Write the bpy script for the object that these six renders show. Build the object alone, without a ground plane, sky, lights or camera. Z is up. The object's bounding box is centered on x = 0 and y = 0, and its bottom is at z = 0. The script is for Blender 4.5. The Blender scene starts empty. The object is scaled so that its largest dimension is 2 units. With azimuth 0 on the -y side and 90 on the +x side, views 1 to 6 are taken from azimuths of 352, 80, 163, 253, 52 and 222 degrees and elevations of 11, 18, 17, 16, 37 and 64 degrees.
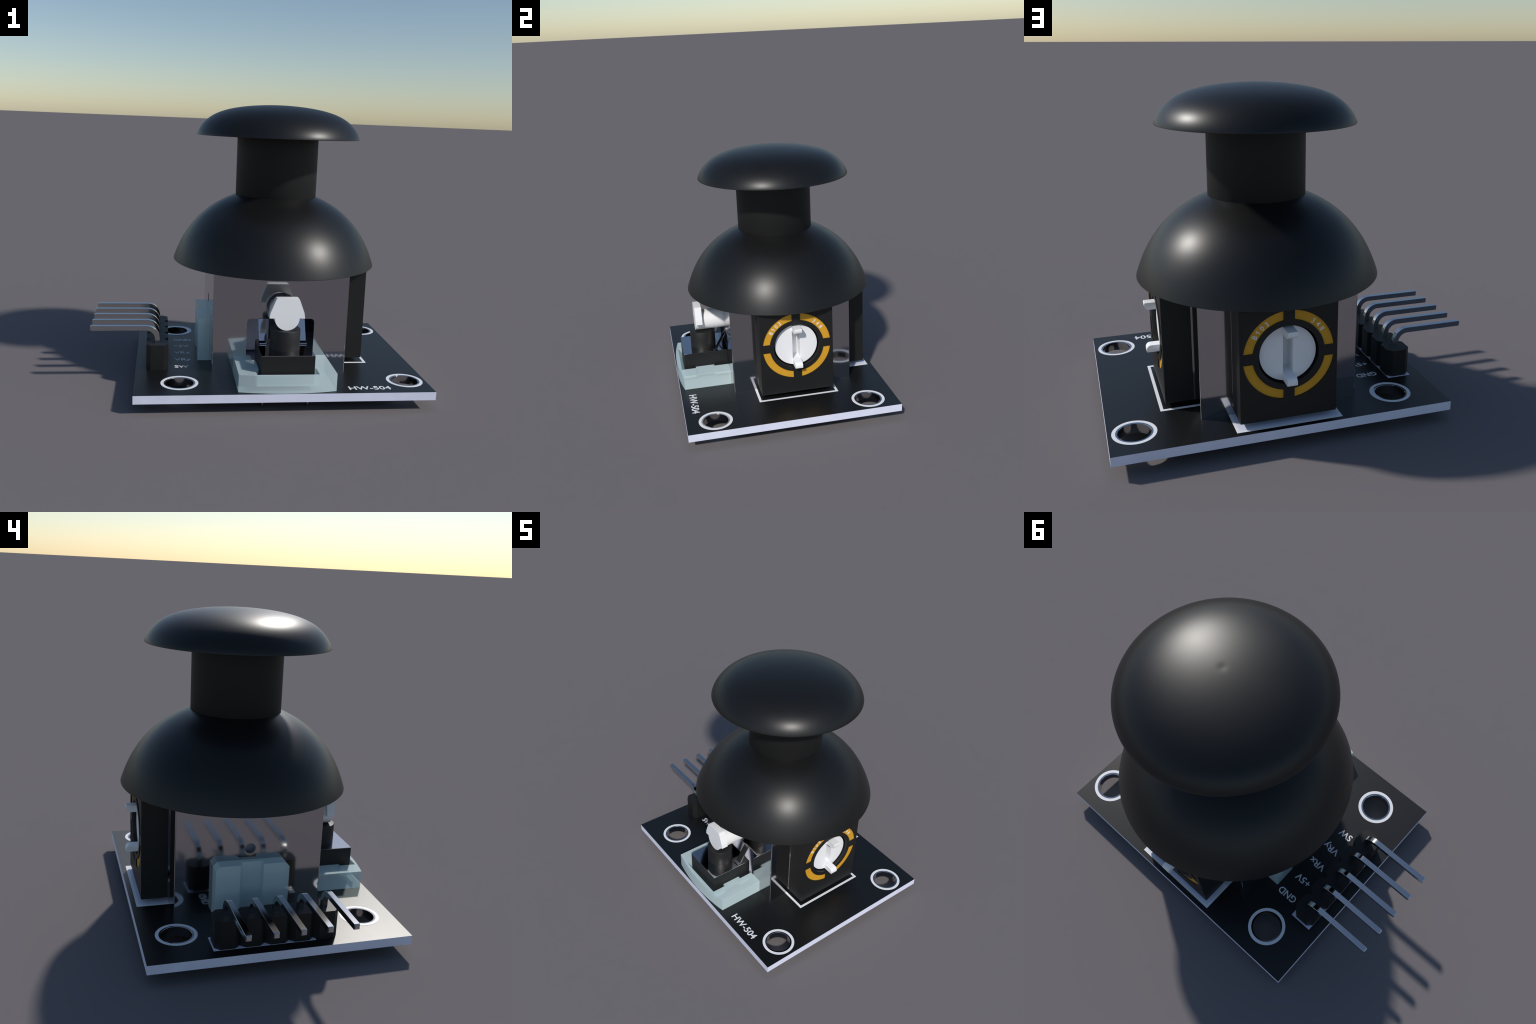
"""Analogue two-axis thumb joystick module on a small circuit board."""
import bpy, bmesh, math
from mathutils import Vector, Matrix

SCN = bpy.context.scene
COL = SCN.collection

# ----------------------------------------------------------------- materials
def material(name, color, rough=0.4, metal=0.0, spec=0.5, coat=0.0, coat_rough=0.1,
             trans=0.0, ior=1.45, var=0.04, rvar=0.03, scale=9.0, bump=0.0, bscale=160.0,
             subsurface=0.0):
    m = bpy.data.materials.new(name)
    m.use_nodes = True
    nt = m.node_tree
    N, L = nt.nodes, nt.links
    b = N["Principled BSDF"]
    tc = N.new("ShaderNodeTexCoord")
    noise = N.new("ShaderNodeTexNoise")
    noise.inputs["Scale"].default_value = scale
    noise.inputs["Detail"].default_value = 3.0
    L.new(tc.outputs["Object"], noise.inputs["Vector"])
    ramp = N.new("ShaderNodeValToRGB")
    ramp.color_ramp.elements[0].position = 0.3
    ramp.color_ramp.elements[1].position = 0.7
    ramp.color_ramp.elements[0].color = [c * (1 - var) for c in color] + [1]
    ramp.color_ramp.elements[1].color = [min(1, c * (1 + var)) for c in color] + [1]
    L.new(noise.outputs["Fac"], ramp.inputs["Fac"])
    L.new(ramp.outputs["Color"], b.inputs["Base Color"])
    rm = N.new("ShaderNodeMapRange")
    rm.inputs["To Min"].default_value = max(0.0, rough - rvar)
    rm.inputs["To Max"].default_value = rough + rvar
    L.new(noise.outputs["Fac"], rm.inputs["Value"])
    L.new(rm.outputs["Result"], b.inputs["Roughness"])
    b.inputs["Metallic"].default_value = metal
    b.inputs["Specular IOR Level"].default_value = spec
    b.inputs["Coat Weight"].default_value = coat
    b.inputs["Coat Roughness"].default_value = coat_rough
    b.inputs["Transmission Weight"].default_value = trans
    b.inputs["IOR"].default_value = ior
    if subsurface:
        b.inputs["Subsurface Weight"].default_value = subsurface
        b.inputs["Subsurface Radius"].default_value = (0.03, 0.03, 0.03)
    if bump:
        n2 = N.new("ShaderNodeTexNoise")
        n2.inputs["Scale"].default_value = bscale
        L.new(tc.outputs["Object"], n2.inputs["Vector"])
        bp = N.new("ShaderNodeBump")
        bp.inputs["Strength"].default_value = bump
        bp.inputs["Distance"].default_value = 0.001
        L.new(n2.outputs["Fac"], bp.inputs["Height"])
        L.new(bp.outputs["Normal"], b.inputs["Normal"])
    return m

M_MASK = material("black_solder_mask", (0.0065, 0.0070, 0.0075), rough=0.38, rvar=0.01, spec=0.65)
M_EDGE = material("board_edge", (0.79, 0.81, 0.97), rough=0.6)
M_SILK = material("white_print", (0.93, 0.94, 0.96), rough=0.40, var=0.01)
M_PAD = material("pale_pad", (0.79, 0.81, 0.97), rough=0.5)
M_METAL = material("bright_metal", (0.53, 0.52, 0.53), rough=0.088, metal=1.0, rvar=0.01, var=0.01)
M_PIN = material("pin_metal", (0.60, 0.60, 0.60), rough=0.12, metal=1.0, rvar=0.01, var=0.01)
M_BLACK = material("black_plastic", (0.0110, 0.0110, 0.0110), rough=0.5)
M_RUBBER = material("black_rubber", (0.0085, 0.0085, 0.0085), rough=0.38, rvar=0.01)
M_STEM = material("matte_black_rubber", (0.0095, 0.0095, 0.0090), rough=0.62)
M_WHITE = material("white_nylon", (0.96, 0.96, 0.97), rough=0.5, var=0.01)
M_YELLOW = material("amber_track", (0.72, 0.36, 0.022), rough=0.6)
M_BLUE = material("pale_blue_plastic", (0.83, 0.98, 1.0), rough=0.2, var=0.01)
def make_see_through(m, amount):
    """Milky translucent plastic: part of the light passes straight through."""
    nt = m.node_tree
    out = next(n for n in nt.nodes if n.type == 'OUTPUT_MATERIAL')
    mix = nt.nodes.new("ShaderNodeMixShader"); tr = nt.nodes.new("ShaderNodeBsdfTransparent")
    tr.inputs["Color"].default_value = (0.93, 1.0, 1.0, 1)
    mix.inputs[0].default_value = amount
    nt.links.new(nt.nodes["Principled BSDF"].outputs[0], mix.inputs[1])
    nt.links.new(tr.outputs[0], mix.inputs[2])
    nt.links.new(mix.outputs[0], out.inputs["Surface"])
make_see_through(M_BLUE, 0.47)

# ----------------------------------------------------------------- helpers
ROOT = bpy.data.objects.new("joystick_module", None)
COL.objects.link(ROOT)
ROOT["label"] = "black thumb joystick with domed cover on a circuit board"
ROOT["category"] = "electronic module"

def add(name, mesh, mats, parent=ROOT, loc=(0, 0, 0), rot=0.0, smooth=None, flat_area=1e9):
    o = bpy.data.objects.new(name, mesh)
    COL.objects.link(o)
    o.parent = parent
    o.location = loc
    o.rotation_euler = (0, 0, rot)
    if mats is not None and not mesh.materials:
        for m in (mats if isinstance(mats, (list, tuple)) else [mats]):
            mesh.materials.append(m)
    if smooth is not None:
        shade(mesh, smooth, flat_area)
    return o

def shade(mesh, angle, flat_area=1e9):
    """Smooth shading everywhere but on edges sharper than `angle` degrees."""
    bm = bmesh.new(); bm.from_mesh(mesh)
    a = math.radians(angle)
    for f in bm.faces:                       # large faces square to the axes stay flat
        f.smooth = max(abs(c) for c in f.normal) < 0.9995 or f.calc_area() < flat_area
    for e in bm.edges:
        e.smooth = not (len(e.link_faces) == 2 and e.calc_face_angle(0) > a)
    bm.to_mesh(mesh); bm.free()

def to_mesh(bm, name):
    bmesh.ops.recalc_face_normals(bm, faces=bm.faces)
    me = bpy.data.meshes.new(name)
    bm.to_mesh(me); bm.free()
    return me

def box_bm(x0, x1, y0, y1, z0, z1, bevel=0.0, seg=2, vertical_only=False):
    bm = bmesh.new()
    r = bmesh.ops.create_cube(bm, size=1.0)
    for v in r["verts"]:
        v.co = Vector(((x0 + x1) / 2 + v.co.x * (x1 - x0), (y0 + y1) / 2 + v.co.y * (y1 - y0),
                       (z0 + z1) / 2 + v.co.z * (z1 - z0)))
    if bevel:
        es = [e for e in bm.edges if not vertical_only or abs(e.verts[0].co.z - e.verts[1].co.z) > 1e-6]
        bmesh.ops.bevel(bm, geom=es, offset=bevel, segments=seg, affect='EDGES', profile=0.5)
    return bm

def prism_bm(poly, axis, a, b):
    """Extrude a closed 2D polygon along an axis from a to b.
    axis 'x': poly=(y,z)   axis 'y': poly=(x,z)   axis 'z': poly=(x,y)"""
    def P(p, t):
        return {'x': (t, p[0], p[1]), 'y': (p[0], t, p[1]), 'z': (p[0], p[1], t)}[axis]
    bm = bmesh.new()
    lo = [bm.verts.new(P(p, a)) for p in poly]
    hi = [bm.verts.new(P(p, b)) for p in poly]
    n = len(poly)
    bm.faces.new(lo); bm.faces.new(hi)
    for i in range(n):
        bm.faces.new((lo[i], lo[(i + 1) % n], hi[(i + 1) % n], hi[i]))
    return bm

def revolve_bm(profile, seg=128, closed=False):
    """Revolve (r,z) points about z."""
    bm = bmesh.new()
    rings = []
    for r, z in profile:
        if r < 1e-6:
            rings.append([bm.verts.new((0, 0, z))])
        else:
            rings.append([bm.verts.new((r * math.cos(2 * math.pi * i / seg),
                                        r * math.sin(2 * math.pi * i / seg), z)) for i in range(seg)])
    pairs = list(zip(rings, rings[1:])) + ([(rings[-1], rings[0])] if closed else [])
    for A, B in pairs:
        for i in range(seg):
            j = (i + 1) % seg
            if len(A) == 1 and len(B) == 1:
                continue
            if len(A) == 1:
                bm.faces.new((A[0], B[i], B[j]))
            elif len(B) == 1:
                bm.faces.new((A[i], A[j], B[0]))
            else:
                bm.faces.new((A[i], A[j], B[j], B[i]))
    return bm

def cyl_bm(c, r, axis, a, b, seg=96):
    poly = [(c[0] + r * math.cos(2 * math.pi * i / seg), c[1] + r * math.sin(2 * math.pi * i / seg))
            for i in range(seg)]
    return prism_bm(poly, axis, a, b)

def cut(mesh, cutters):
    """Boolean difference of the mesh with each cutter bmesh; helpers are removed."""
    tmp = bpy.data.objects.new("helper", mesh); COL.objects.link(tmp)
    helpers = []
    for bm in cutters:
        cm = to_mesh(bm, "helper_cutter")
        co = bpy.data.objects.new("helper_cutter", cm); COL.objects.link(co)
        md = tmp.modifiers.new("cut", 'BOOLEAN')
        md.operation = 'DIFFERENCE'; md.solver = 'EXACT'; md.object = co
        helpers.append((co, cm))
    dg = bpy.context.evaluated_depsgraph_get()
    out = bpy.data.meshes.new_from_object(tmp.evaluated_get(dg))
    out.name = mesh.name
    bpy.data.objects.remove(tmp); bpy.data.meshes.remove(mesh)
    for co, cm in helpers:
        bpy.data.objects.remove(co); bpy.data.meshes.remove(cm)
    return out

def join_bm(*bms):
    out = bmesh.new()
    for b in bms:
        me = bpy.data.meshes.new("t"); b.to_mesh(me); b.free()
        out.from_mesh(me); bpy.data.meshes.remove(me)
    return out

def text_mesh(s, w, h, depth, bold=0.0, name="print"):
    """Built-in font lettering scaled to a w x h box, lower left corner at the origin."""
    cu = bpy.data.curves.new("helper_text", 'FONT')
    cu.body = s; cu.size = 1.0; cu.extrude = 0.02; cu.offset = bold; cu.resolution_u = 4
    ob = bpy.data.objects.new("helper_text", cu); COL.objects.link(ob)
    dg = bpy.context.evaluated_depsgraph_get()
    me = bpy.data.meshes.new_from_object(ob.evaluated_get(dg))
    bpy.data.objects.remove(ob); bpy.data.curves.remove(cu)
    xs = [v.co.x for v in me.vertices]
    # cap height of the built-in font: measure on the letters above the baseline only
    top = max(v.co.y for v in me.vertices)
    x0, x1 = min(xs), max(xs)
    if w < 0:                                   # keep the natural proportion, narrowed by -w
        w = (x1 - x0) / top * h * -w
    for v in me.vertices:
        v.co = Vector(((v.co.x - x0) / (x1 - x0) * w, v.co.y / top * h, (v.co.z + 0.02) / 0.04 * depth))
    me.name = name
    return me

def arc(cx, cy, r, a0, a1, n):
    return [(cx + r * math.cos(math.radians(a0 + (a1 - a0) * i / n)),
             cy + r * math.sin(math.radians(a0 + (a1 - a0) * i / n))) for i in range(n + 1)]

# ----------------------------------------------------------------- main sizes
AX, AY = 0.1335, 0.0642                  # stick axis
BX0, BX1, BY0, BY1 = -0.7315, 1.0, -0.7060, 0.6810
BZ0, BZ1 = 0.0650, 0.1140                # board
HX0, HX1, HY0, HY1 = -0.2782, 0.5430, -0.3470, 0.4740   # metal housing
HZ1 = 0.80

# ----------------------------------------------------------------- circuit board
HOLES = [(0.8715, -0.5185), (0.8715, 0.4950), (-0.4730, 0.4950), (-0.4730, -0.5185)]
HOLE_R = 0.0905

def board_mesh():
    bm = bmesh.new()
    def loop(pts):
        vs = [bm.verts.new((x, y, BZ1)) for x, y in pts]
        return [bm.edges.new((vs[i], vs[(i + 1) % len(vs)])) for i in range(len(vs))]
    edges = loop([(BX0, BY0), (BX1, BY0), (BX1, BY1), (BX0, BY1)])
    for hx, hy in HOLES:
        edges += loop(arc(hx, hy, HOLE_R, 0, 354.375, 63))
    bmesh.ops.triangle_fill(bm, use_beauty=True, use_dissolve=False, edges=edges)
    ex = bmesh.ops.extrude_face_region(bm, geom=list(bm.faces))
    for v in [g for g in ex["geom"] if isinstance(g, bmesh.types.BMVert)]:
        v.co.z = BZ0
    bmesh.ops.recalc_face_normals(bm, faces=bm.faces)
    for f in bm.faces:
        f.material_index = 0 if abs(f.normal.z) > 0.5 else 1
    return to_mesh(bm, "circuit_board")

board = add("circuit_board", board_mesh(), [M_MASK, M_EDGE])

# plated sleeve and printed ring of each mounting hole (shared meshes)
ri, ro = 0.0800, 0.0900
sl = [(ri, BZ0 - 0.001)] + [(ri, BZ1 - 0.0010), (ri + 0.0010, BZ1 + 0.0003),
      (ro, BZ1 + 0.0004), (ro, BZ0 - 0.001)]
me_sleeve = to_mesh(revolve_bm(sl, 96, closed=True), "hole_sleeve")
ring = [(0.0906, BZ1 - 0.002), (0.0906, BZ1 + 0.0010), (0.1085, BZ1 + 0.0010), (0.1085, BZ1 - 0.002)]
me_ring = to_mesh(revolve_bm(ring, 96, closed=True), "hole_ring")
for hx, hy in HOLES:
    add("hole_sleeve", me_sleeve, M_METAL, board, (hx, hy, 0), smooth=20)
    add("hole_ring", me_ring, M_SILK, board, (hx, hy, 0))

# printed outlines
def print_strips(rects, name, z=BZ1, mat=M_SILK, h=0.0010):
    bm = join_bm(*[box_bm(a, b, c, d, z - 0.002, z + h) for a, b, c, d in rects])
    return add(name, to_mesh(bm, name), mat, board)

LW = 0.0165
print_strips([(0.40, 0.7240, -0.2055, -0.2055 + LW), (0.40, 0.7240, 0.3360 - LW, 0.3360),
              (0.7240 - LW, 0.7240, -0.2055 + LW, 0.3360 - LW)], "silkscreen_outline")
print_strips([(-0.1385, -0.1385 + LW, 0.33, 0.6530), (0.4035 - LW, 0.4035, 0.33, 0.6530),
              (-0.1385 + LW, 0.4035 - LW, 0.6530 - LW, 0.6530)], "silkscreen_outline")
print_strips([(-0.1385 + LW, 0.4035 - LW, 0.33, 0.6530 - LW)], "silkscreen_fill", mat=M_PAD, h=0.0007)
print_strips([(-0.6680, -0.5350, -0.1925, 0.3455)], "silkscreen_fill", mat=M_PAD)

for s, x0, y0, w, h, b in [("HW-504", 0.5000, -0.6540, 0.2500, 0.0490, 0.014),
                           ("GND", -0.4965, 0.2530, 0.1210, 0.0410, 0.016),
                           ("+5V", -0.4965, 0.1230, 0.0990, 0.0410, 0.016),
                           ("VRx", -0.4970, -0.0090, 0.1075, 0.0410, 0.016),
                           ("VRy", -0.4970, -0.1390, 0.1060, 0.0410, 0.016),
                           ("SW", -0.4965, -0.2665, 0.0860, 0.0410, 0.016)]:
    me = text_mesh(s, w, h, 0.0010, b, "silkscreen_label")
    add("silkscreen_label", me, M_SILK, board, (x0, y0, BZ1))

# ----------------------------------------------------------------- pin header
PITCH = 0.1298
PIN_Y = [0.2730 - PITCH * i for i in range(5)]
header = bpy.data.objects.new("pin_header", None); COL.objects.link(header)
header.parent = ROOT; header.location = (-0.602, 0, 0)

hw, hd, ch = 0.0652, PITCH / 2 - 0.0002, 0.0265
octo = [(-hw, -hd + ch), (-hw + ch, -hd), (hw - ch, -hd), (hw, -hd + ch),
        (hw, hd - ch), (hw - ch, hd), (-hw + ch, hd), (-hw, hd - ch)]
me_block = to_mesh(prism_bm(octo, 'z', BZ1 + 0.0005, 0.2690), "header_block")

def pin_mesh():
    w, b = 0.0147, 0.0010                      # half width and edge chamfer
    sec = [(-w + b, -w), (w - b, -w), (w, -w + b), (w, w - b), (w - b, w), (-w + b, w), (-w, w - b), (-w, -w + b)]
    R, cz = 0.0675, 0.2937
    path = [((0, 0.003), (0, 1), 0.75), ((0, 0.010), (0, 1), 1.0)]      # (x,z),(tangent),scale
    for i in range(13):
        t = math.radians(90 * i / 12)
        path.append(((-R + R * math.cos(t), cz + R * math.sin(t)), (-math.sin(t), math.cos(t)), 1.0))
    path += [((-0.3925, cz + R), (-1, 0), 1.0), ((-0.3980, cz + R), (-1, 0), 0.72)]
    bm = bmesh.new(); rings = []
    for (x, z), (tx, tz), s in path:
        nx, nz = tz, -tx                         # outward normal of the bend plane
        rings.append([bm.verts.new((x + nx * a * s, c * s, z + nz * a * s)) for a, c in sec])
    for A, B in zip(rings, rings[1:]):
        for i in range(8):
            j = (i + 1) % 8
            bm.faces.new((A[i], A[j], B[j], B[i]))
    bm.faces.new(rings[0]); bm.faces.new(rings[-1])
    for v in bm.verts:
        v.co.z = max(v.co.z, 0.0)
    return to_mesh(bm, "header_pin")

me_pin = pin_mesh()
shade(me_pin, 30)
for y in PIN_Y:
    add("header_block", me_block, M_BLACK, header, (0, y, 0))
    add("header_pin", me_pin, M_PIN, header, (0, y, 0))

# ----------------------------------------------------------------- metal housing
T = 0.012
hm = to_mesh(box_bm(HX0, HX1, HY0, HY1, BZ1 - 0.002, HZ1, 0.005, 3, True), "metal_housing")
OX0, OX1, OZ0, OZ1, OR = -0.0720, 0.3385, 0.150, 0.4480, 0.022
opening = ([(OX0, OZ0), (OX1, OZ0)] + arc(OX1 - OR, OZ1 - OR, OR, 0, 90, 8)
           + arc(OX0 + OR, OZ1 - OR, OR, 90, 180, 8))
LZ = 0.5085                                       # lever height
hm = cut(hm, [box_bm(HX0 + T, HX1 - T, HY0 + T, HY1 - T, BZ1 - 0.02, HZ1 - T),
              prism_bm(opening, 'y', HY0 - 0.1, HY0 + 0.03),
              cyl_bm((AX, LZ + 0.008), 0.0930, 'y', HY0 - 0.1, HY0 + 0.03),
              cyl_bm((0.0640, 0.4740), 0.0300, 'x', HX0 - 0.1, HX0 + 0.03, 48)])
housing = add("metal_housing", hm, M_METAL, smooth=40, flat_area=0.002)

# pale printed floor inside the housing, seen through the opening
add("housing_floor", to_mesh(box_bm(HX0 + T + .001, HX1 - T - .001, HY0 + T * 0.4, HY1 - T - .001, BZ1 - .001, BZ1 + 0.0012),
                             "housing_floor"), M_PAD, housing)

add("inner_rocker", to_mesh(join_bm(
    box_bm(-0.200, 0.450, -0.048, 0.380, 0.380, 0.700, 0.010), box_bm(-0.200, 0.110, -0.050, 0.300, 0.150, 0.381, 0.008)), "inner_rocker"),
    M_PAD, housing, smooth=40)

# spring tongue cut from the sheet, pressing on the switch
def strip(points, x0, x1, th):
    """Bent sheet: (y,z) centre line, width x0..x1, thickness th."""
    n = len(points); up, dn = [], []
    for i, (y, z) in enumerate(points):
        a = points[max(0, i - 1)]; b = points[min(n - 1, i + 1)]
        ty, tz = b[0] - a[0], b[1] - a[1]; l = math.hypot(ty, tz)
        ny, nz = -tz / l, ty / l
        up.append((y + ny * th / 2, z + nz * th / 2)); dn.append((y - ny * th / 2, z - nz * th / 2))
    return prism_bm(up + dn[::-1], 'x', x0, x1)

tongue = [(-0.3500, 0.4475), (-0.4085, 0.3475), (-0.4130, 0.3390), (-0.4180, 0.3318), (-0.4250, 0.3275),
          (-0.4330, 0.3260), (-0.4470, 0.3258)]
clip = join_bm(strip(tongue, -0.0060, 0.0400, 0.0055), strip(tongue, 0.2305, 0.2768, 0.0055))
add("spring_clip", to_mesh(clip, "spring_clip"), M_METAL, housing, smooth=12)

# ----------------------------------------------------------------- blue side block on the -x side
by0, by1, bz0, bz1, c = -0.1390, 0.2680, BZ1 + 0.0012, 0.4110, 0.0240
blk = [(by0, bz0), (by1, bz0), (by1, bz1 - c), (by1 - c, bz1), (by0 + c, bz1), (by0, bz1 - c)]
sb = to_mesh(prism_bm(blk, 'x', -0.3520, HX0 - 0.0005), "side_block")
groove = [(-0.41, 0.1345), (-0.352, 0.1345), (-0.309, 0.1150), (-0.309, 0.0040), (-0.352, 0.0060), (-0.41, 0.0060)]
sb = cut(sb, [prism_bm(groove, 'z', bz0 - 0.05, bz1 + 0.05)])
add("side_block", sb, M_BLUE)

# ----------------------------------------------------------------- push switch on the -y side
TX0, TX1, TYF, TYB, TZ0, TZ1 = -0.1485, 0.4165, -0.6735, HY0 - 0.0005, BZ1 + 0.0012, 0.2185
front = []
for i in range(25):
    t = -1 + 2 * i / 24
    front.append((AX + t * (TX1 - TX0) / 2, TYF - 0.031 * (1 - t * t)))
tray = to_mesh(prism_bm(front + [(TX1, TYB), (TX0, TYB)], 'z', TZ0, TZ1), "switch_tray")
cx0, cx1, cyf, k = -0.0460, 0.3120, -0.6790, 0.0205
cav = [(cx0, cyf), (cx1, cyf), (cx1, -0.5795), (cx1 - k, -0.5795), (cx1 - k, -0.4490), (cx1, -0.4490), (cx1, -0.30),
       (cx0, -0.30), (cx0, -0.4490), (cx0 + k, -0.4490), (cx0 + k, -0.5795), (cx0, -0.5795)]
tray = cut(tray, [prism_bm(cav, 'z', 0.150, TZ1 + 0.05)])
SX0, SX1, SY0, SY1, SZ = -0.0190, 0.2868, -0.6540, HY0 - 0.0015, 0.3200
switch = add("push_switch", to_mesh(box_bm(SX0, SX1, SY0, SY1, 0.1510, SZ - 0.003), "push_switch"), M_BLACK)
add("switch_tray", tray, M_BLUE, switch)
add("contact_plate", to_mesh(box_bm(SX0, SX1, SY0, SY1, SZ - 0.003, SZ), "contact_plate"), M_METAL, switch)
pl = [(0, SZ - 0.001), (0.0885, SZ - 0.001), (0.0885, 0.4345), (0.0873, 0.4365), (0.0855, 0.4370), (0, 0.4370)]
add("plunger", to_mesh(revolve_bm(pl, 64), "plunger"), M_BLACK, switch, (AX, -0.501, 0), smooth=50)

# lever: shaft with a keyed end plate
def rounded(poly, radii, n=5):
    out = []; m = len(poly)
    for i, p in enumerate(poly):
        r = radii[i]
        if r == 0:
            out.append(p); continue
        P = Vector(p); A = (Vector(poly[i - 1]) - P).normalized(); B = (Vector(poly[(i + 1) % m]) - P).normalized()
        ang = A.angle(B); d = r / math.tan(ang / 2)
        C = P + (A + B).normalized() * (r / math.sin(ang / 2))
        s, e = P + A * d - C, P + B * d - C
        a0 = math.atan2(s.y, s.x); a1 = math.atan2(e.y, e.x)
        da = (a1 - a0 + math.pi) % (2 * math.pi) - math.pi
        out += [(C.x + r * math.cos(a0 + da * j / n), C.y + r * math.sin(a0 + da * j / n)) for j in range(n + 1)]
    return out

SR = 0.0715
cam = rounded([(AX + 0.1030, LZ), (AX + 0.0985, LZ + 0.032), (AX + 0.0660, 0.6250),
               (AX - 0.0660, 0.6250), (AX - 0.0985, LZ + 0.032), (AX - 0.1030, LZ)], [0, 0.05, 0.014, 0.014, 0.05, 0])
plate = prism_bm(cam + arc(AX, LZ, SR, 180, 360, 32), 'y', -0.5508, -0.5030)
shaft = cyl_bm((AX, LZ), SR, 'y', -0.5040, -0.052, 64)
lev = to_mesh(join_bm(plate, shaft), "lever")
add("lever", lev, M_WHITE, smooth=35)

# ----------------------------------------------------------------- potentiometers
# local frame: face at x = 0 looking along +x, y to the right seen from the front, z up
GAP = 0.0272
def arc_pocket(r0, r1, quad):
    """Quarter-ring with straight parallel ends, in the (y,z) plane."""
    def ends(r):
        a = math.degrees(math.asin(GAP / r)); return a, 90 - a
    a0, a1 = ends(r1); b0, b1 = ends(r0)
    pts = arc(0, 0, r1, a0, a1, 20) + arc(0, 0, r0, b1, b0, 20)
    sy, sz = quad
    return [(p[0] * sy, p[1] * sz) for p in pts]

QUADS = [(1, 1), (-1, 1), (-1, -1), (1, -1)]
R_IN, R_OUT, DEEP = 0.1805, 0.2290, 0.0080
body = join_bm(box_bm(-0.1478, 0, -0.2460, 0.2460, -0.3335, 0.2850, 0.0025, 2))
pm = cut(to_mesh(body, "potentiometer"),
         [cyl_bm((0, 0), 0.1530, 'x', -0.118, 0.05)]
         + [prism_bm(arc_pocket(R_IN, R_OUT, q), 'x', -DEEP, 0.05) for q in QUADS])
shade(pm, 30, 0.002)
pm.materials.clear()

me_track = to_mesh(join_bm(*[prism_bm(arc_pocket(R_IN + .0004, R_OUT - .0004, q), 'x', -DEEP - 0.001, -DEEP + 0.0008)
                             for q in QUADS]), "resistor_track")

me_back = to_mesh(box_bm(-0.1518, -0.1472, -0.2460, 0.2460, -0.3335, 0.2850), "back_plate")

# rotor: slotted disc with two prongs standing out of the slot
SLOT, DISC, DF = 0.0252, 0.1420, -0.0235
disc = to_mesh(cyl_bm((0, 0), DISC, 'x', -0.114, DF), "rotor")
disc = cut(disc, [box_bm(-0.104, 0.02, -SLOT, SLOT, -0.2, 0.2)])
prong = rounded([(-0.110, -0.1392), (0.0540, -0.1385), (0.0540, -0.1000), (-0.110, -0.1015)], [0, 0.004, 0.024, 0], 7)
pr1 = prism_bm(prong, 'y', -SLOT, SLOT)
pr2 = prism_bm([(x, -z) for x, z in prong], 'y', -SLOT, SLOT)
bm = join_bm(pr1, pr2); bm.from_mesh(disc)
me_rotor = to_mesh(bm, "rotor")
shade(me_rotor, 35)

def print_arc(chars, angles, r_base):
    bm = bmesh.new()
    for ch_, a in zip(chars, angles):
        if ch_ == "1":                                     # stem with a short flag
            k_ = 0.0255
            me = to_mesh(prism_bm([(x * k_, y * k_) for x, y in [(0.27, 0), (0.40, 0), (0.40, 1), (0.29, 1), (0.0, 0.78),
                                                                (0.0, 0.66), (0.27, 0.83)]], 'z', 0, 0.0008), "t")
        else:
            me = text_mesh(ch_, -0.92, 0.0255, 0.0008, 0.004)
        w = max(v.co.x for v in me.vertices)
        M = (Matrix(((0, 0, 1, 0), (1, 0, 0, 0), (0, 1, 0, 0), (0, 0, 0, 1))))          # text xy -> local yz
        R = Matrix.Rotation(math.radians(a - 90), 4, 'X')
        for v in me.vertices:
            p = Vector((v.co.x - w / 2, v.co.y + r_base, v.co.z))
            v.co = R @ (M @ p) + Vector((-DEEP + 0.0008, 0, 0))
        bm.from_mesh(me); bpy.data.meshes.remove(me)
    me = bpy.data.meshes.new("printed_number"); bm.to_mesh(me); bm.free()
    return me

me_num = [print_arc("B103", [147.2, 140.0, 131.2, 123.0], 0.1875), print_arc("348", [52.7, 43.6, 34.6], 0.1890)]

for loc, rot in [((0.6950, 0.0668, 0.4740), 0.0), ((0.1343, 0.6265, 0.4740), math.radians(90))]:
    pot = add("potentiometer", pm, M_BLACK, ROOT, loc, rot)
    add("resistor_track", me_track, M_YELLOW, pot)
    add("back_plate", me_back, M_METAL, pot)
    add("rotor", me_rotor, M_WHITE, pot)
    for me in me_num:
        add("printed_number", me, M_SILK, pot)

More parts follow.
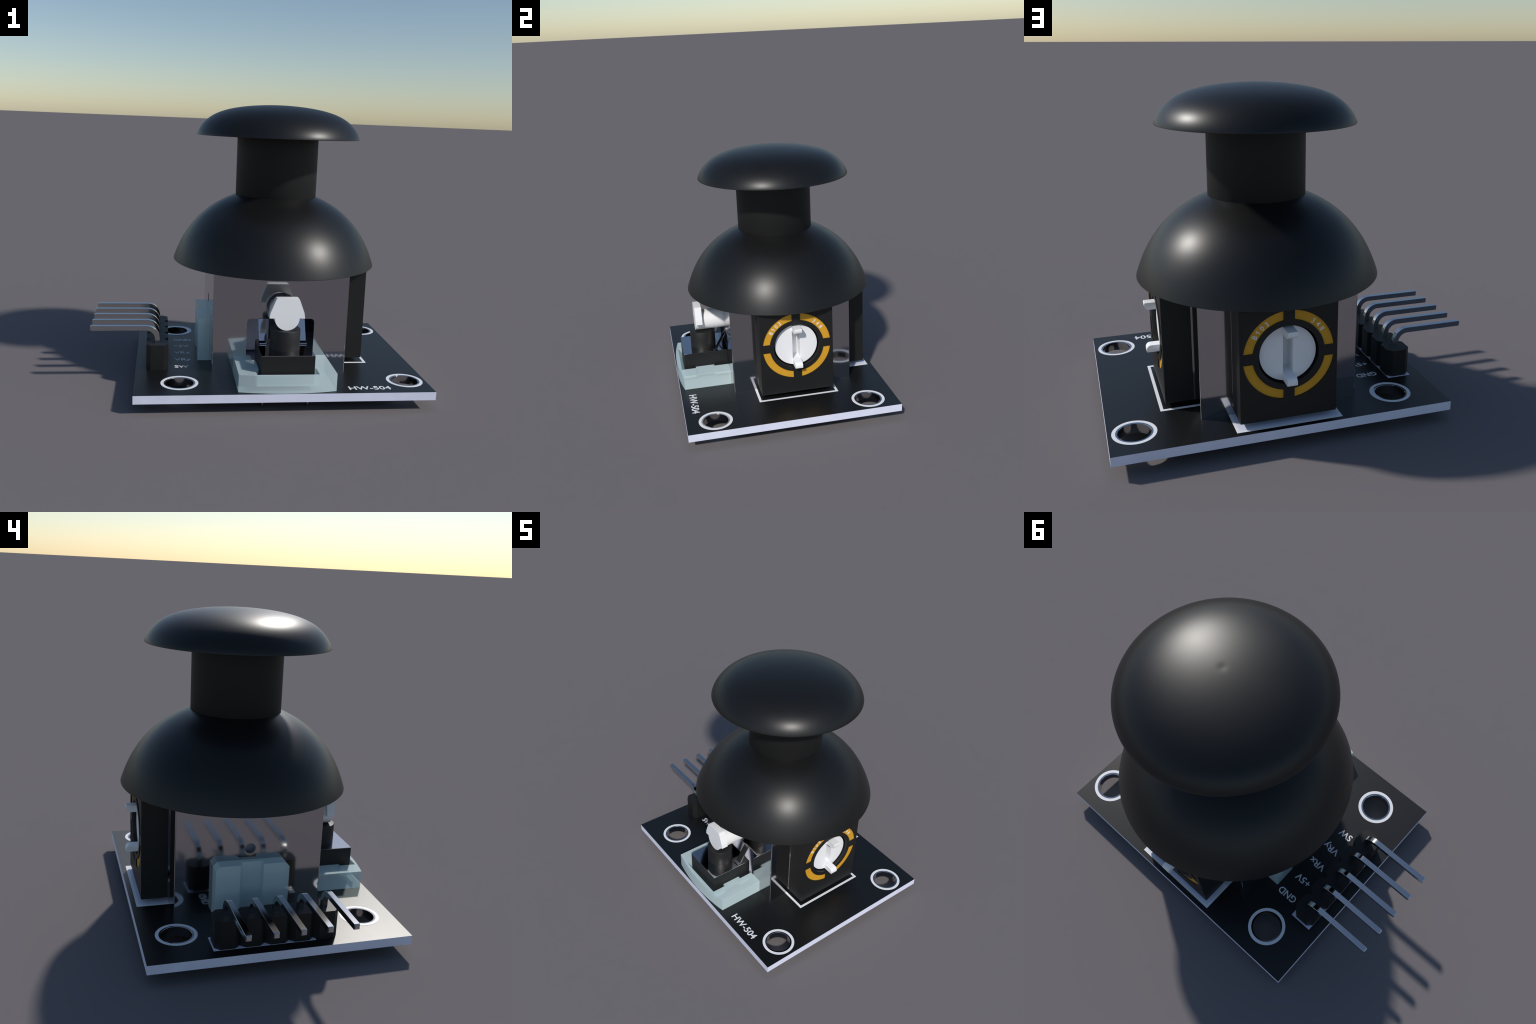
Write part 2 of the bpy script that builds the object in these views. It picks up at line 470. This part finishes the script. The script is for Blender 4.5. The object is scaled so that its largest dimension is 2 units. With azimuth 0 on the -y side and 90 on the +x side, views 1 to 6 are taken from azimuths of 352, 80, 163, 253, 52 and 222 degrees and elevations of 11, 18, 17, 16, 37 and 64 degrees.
# ----------------------------------------------------------------- dome cover
def dome_r(z):
    return 0.7141 * math.sqrt(max(0.0, 1 - (max(0.0, z + 0.6967) / 1.8885) ** 5.9214))
Z0, Z1 = 0.7350, 1.1700
outer = [(dome_r(Z0 + (Z1 - Z0) * i / 48), Z0 + (Z1 - Z0) * i / 48) for i in range(49)]
TH = 0.014
inner = [(max(0.02, r - TH), z - 0.010 * max(0, (z - 0.9) / 0.25) + 0.001) for r, z in outer]
prof = [(0, Z1 + 0.004)] + outer[::-1] + [(outer[0][0] - 0.003, Z0 - 0.0025), (inner[0][0] + 0.003, Z0 - 0.0025)] + inner + [(0, inner[-1][1])]
dome = add("dome_cover", to_mesh(revolve_bm(prof, 192), "dome_cover"), M_RUBBER, loc=(AX, AY, 0), smooth=40)

# ----------------------------------------------------------------- stick: stem and mushroom cap
stick = bpy.data.objects.new("thumbstick", None); COL.objects.link(stick)
stick.parent = ROOT; stick.location = (AX, AY, 0)
SRR = 0.2555
stem = [(0, 1.100), (SRR - 0.020, 1.100), (SRR - 0.007, 1.1395), (SRR - 0.0025, 1.1415), (SRR, 1.1460), (SRR, 1.520), (0, 1.520)]
add("stem", to_mesh(revolve_bm(stem, 160), "stem"), M_STEM, stick, smooth=35)
CR, CZ, CH = 0.5123, 1.5168, 0.1946
cap = []
for i in range(73):
    s = math.sin(math.pi / 2 * i / 72)
    k_ = max(0.0, math.cos(math.pi / 2 * i / 72))
    z = CZ + CH * k_ ** 1.5115 * (1 + 0.346 * s ** 2 + 0.3372 * s ** 4)
    z -= 0.0009 * math.exp(-(s * CR / 0.016) ** 2)          # faint pinch at the crown
    cap.append((CR * s, z))
cap += [(CR - 0.0012, CZ - 0.0014), (CR - 0.006, CZ - 0.002), (SRR + 0.02, CZ - 0.002), (SRR - 0.05, CZ - 0.002)]
add("cap", to_mesh(revolve_bm(cap, 192), "cap"), M_RUBBER, stick, smooth=40)

# ----------------------------------------------------------------- leads under the board
lead = to_mesh(join_bm(cyl_bm((0, 0), 0.013, 'z', 0.0, BZ0 + 0.01, 16),
                       revolve_bm([(0, 0.030), (0.014, 0.030), (0.020, 0.045), (0.034, BZ0 + 0.001), (0, BZ0 + 0.001)], 24)), "solder_lead")
shade(lead, 40)
for x, y in ([(0.64, AY + d) for d in (-0.13, 0.0, 0.13)] + [(AX + d, 0.575) for d in (-0.13, 0.0, 0.13)]
             + [(SX0 + 0.02, -0.60), (SX1 - 0.02, -0.60), (SX0 + 0.02, -0.40), (SX1 - 0.02, -0.40)]
             + [(HX0 + 0.05, HY0 + 0.05), (HX1 - 0.05, HY0 + 0.05), (HX0 + 0.05, HY1 - 0.05), (HX1 - 0.05, HY1 - 0.05)]):
    add("solder_lead", lead, M_PIN, board, (x, y, 0))
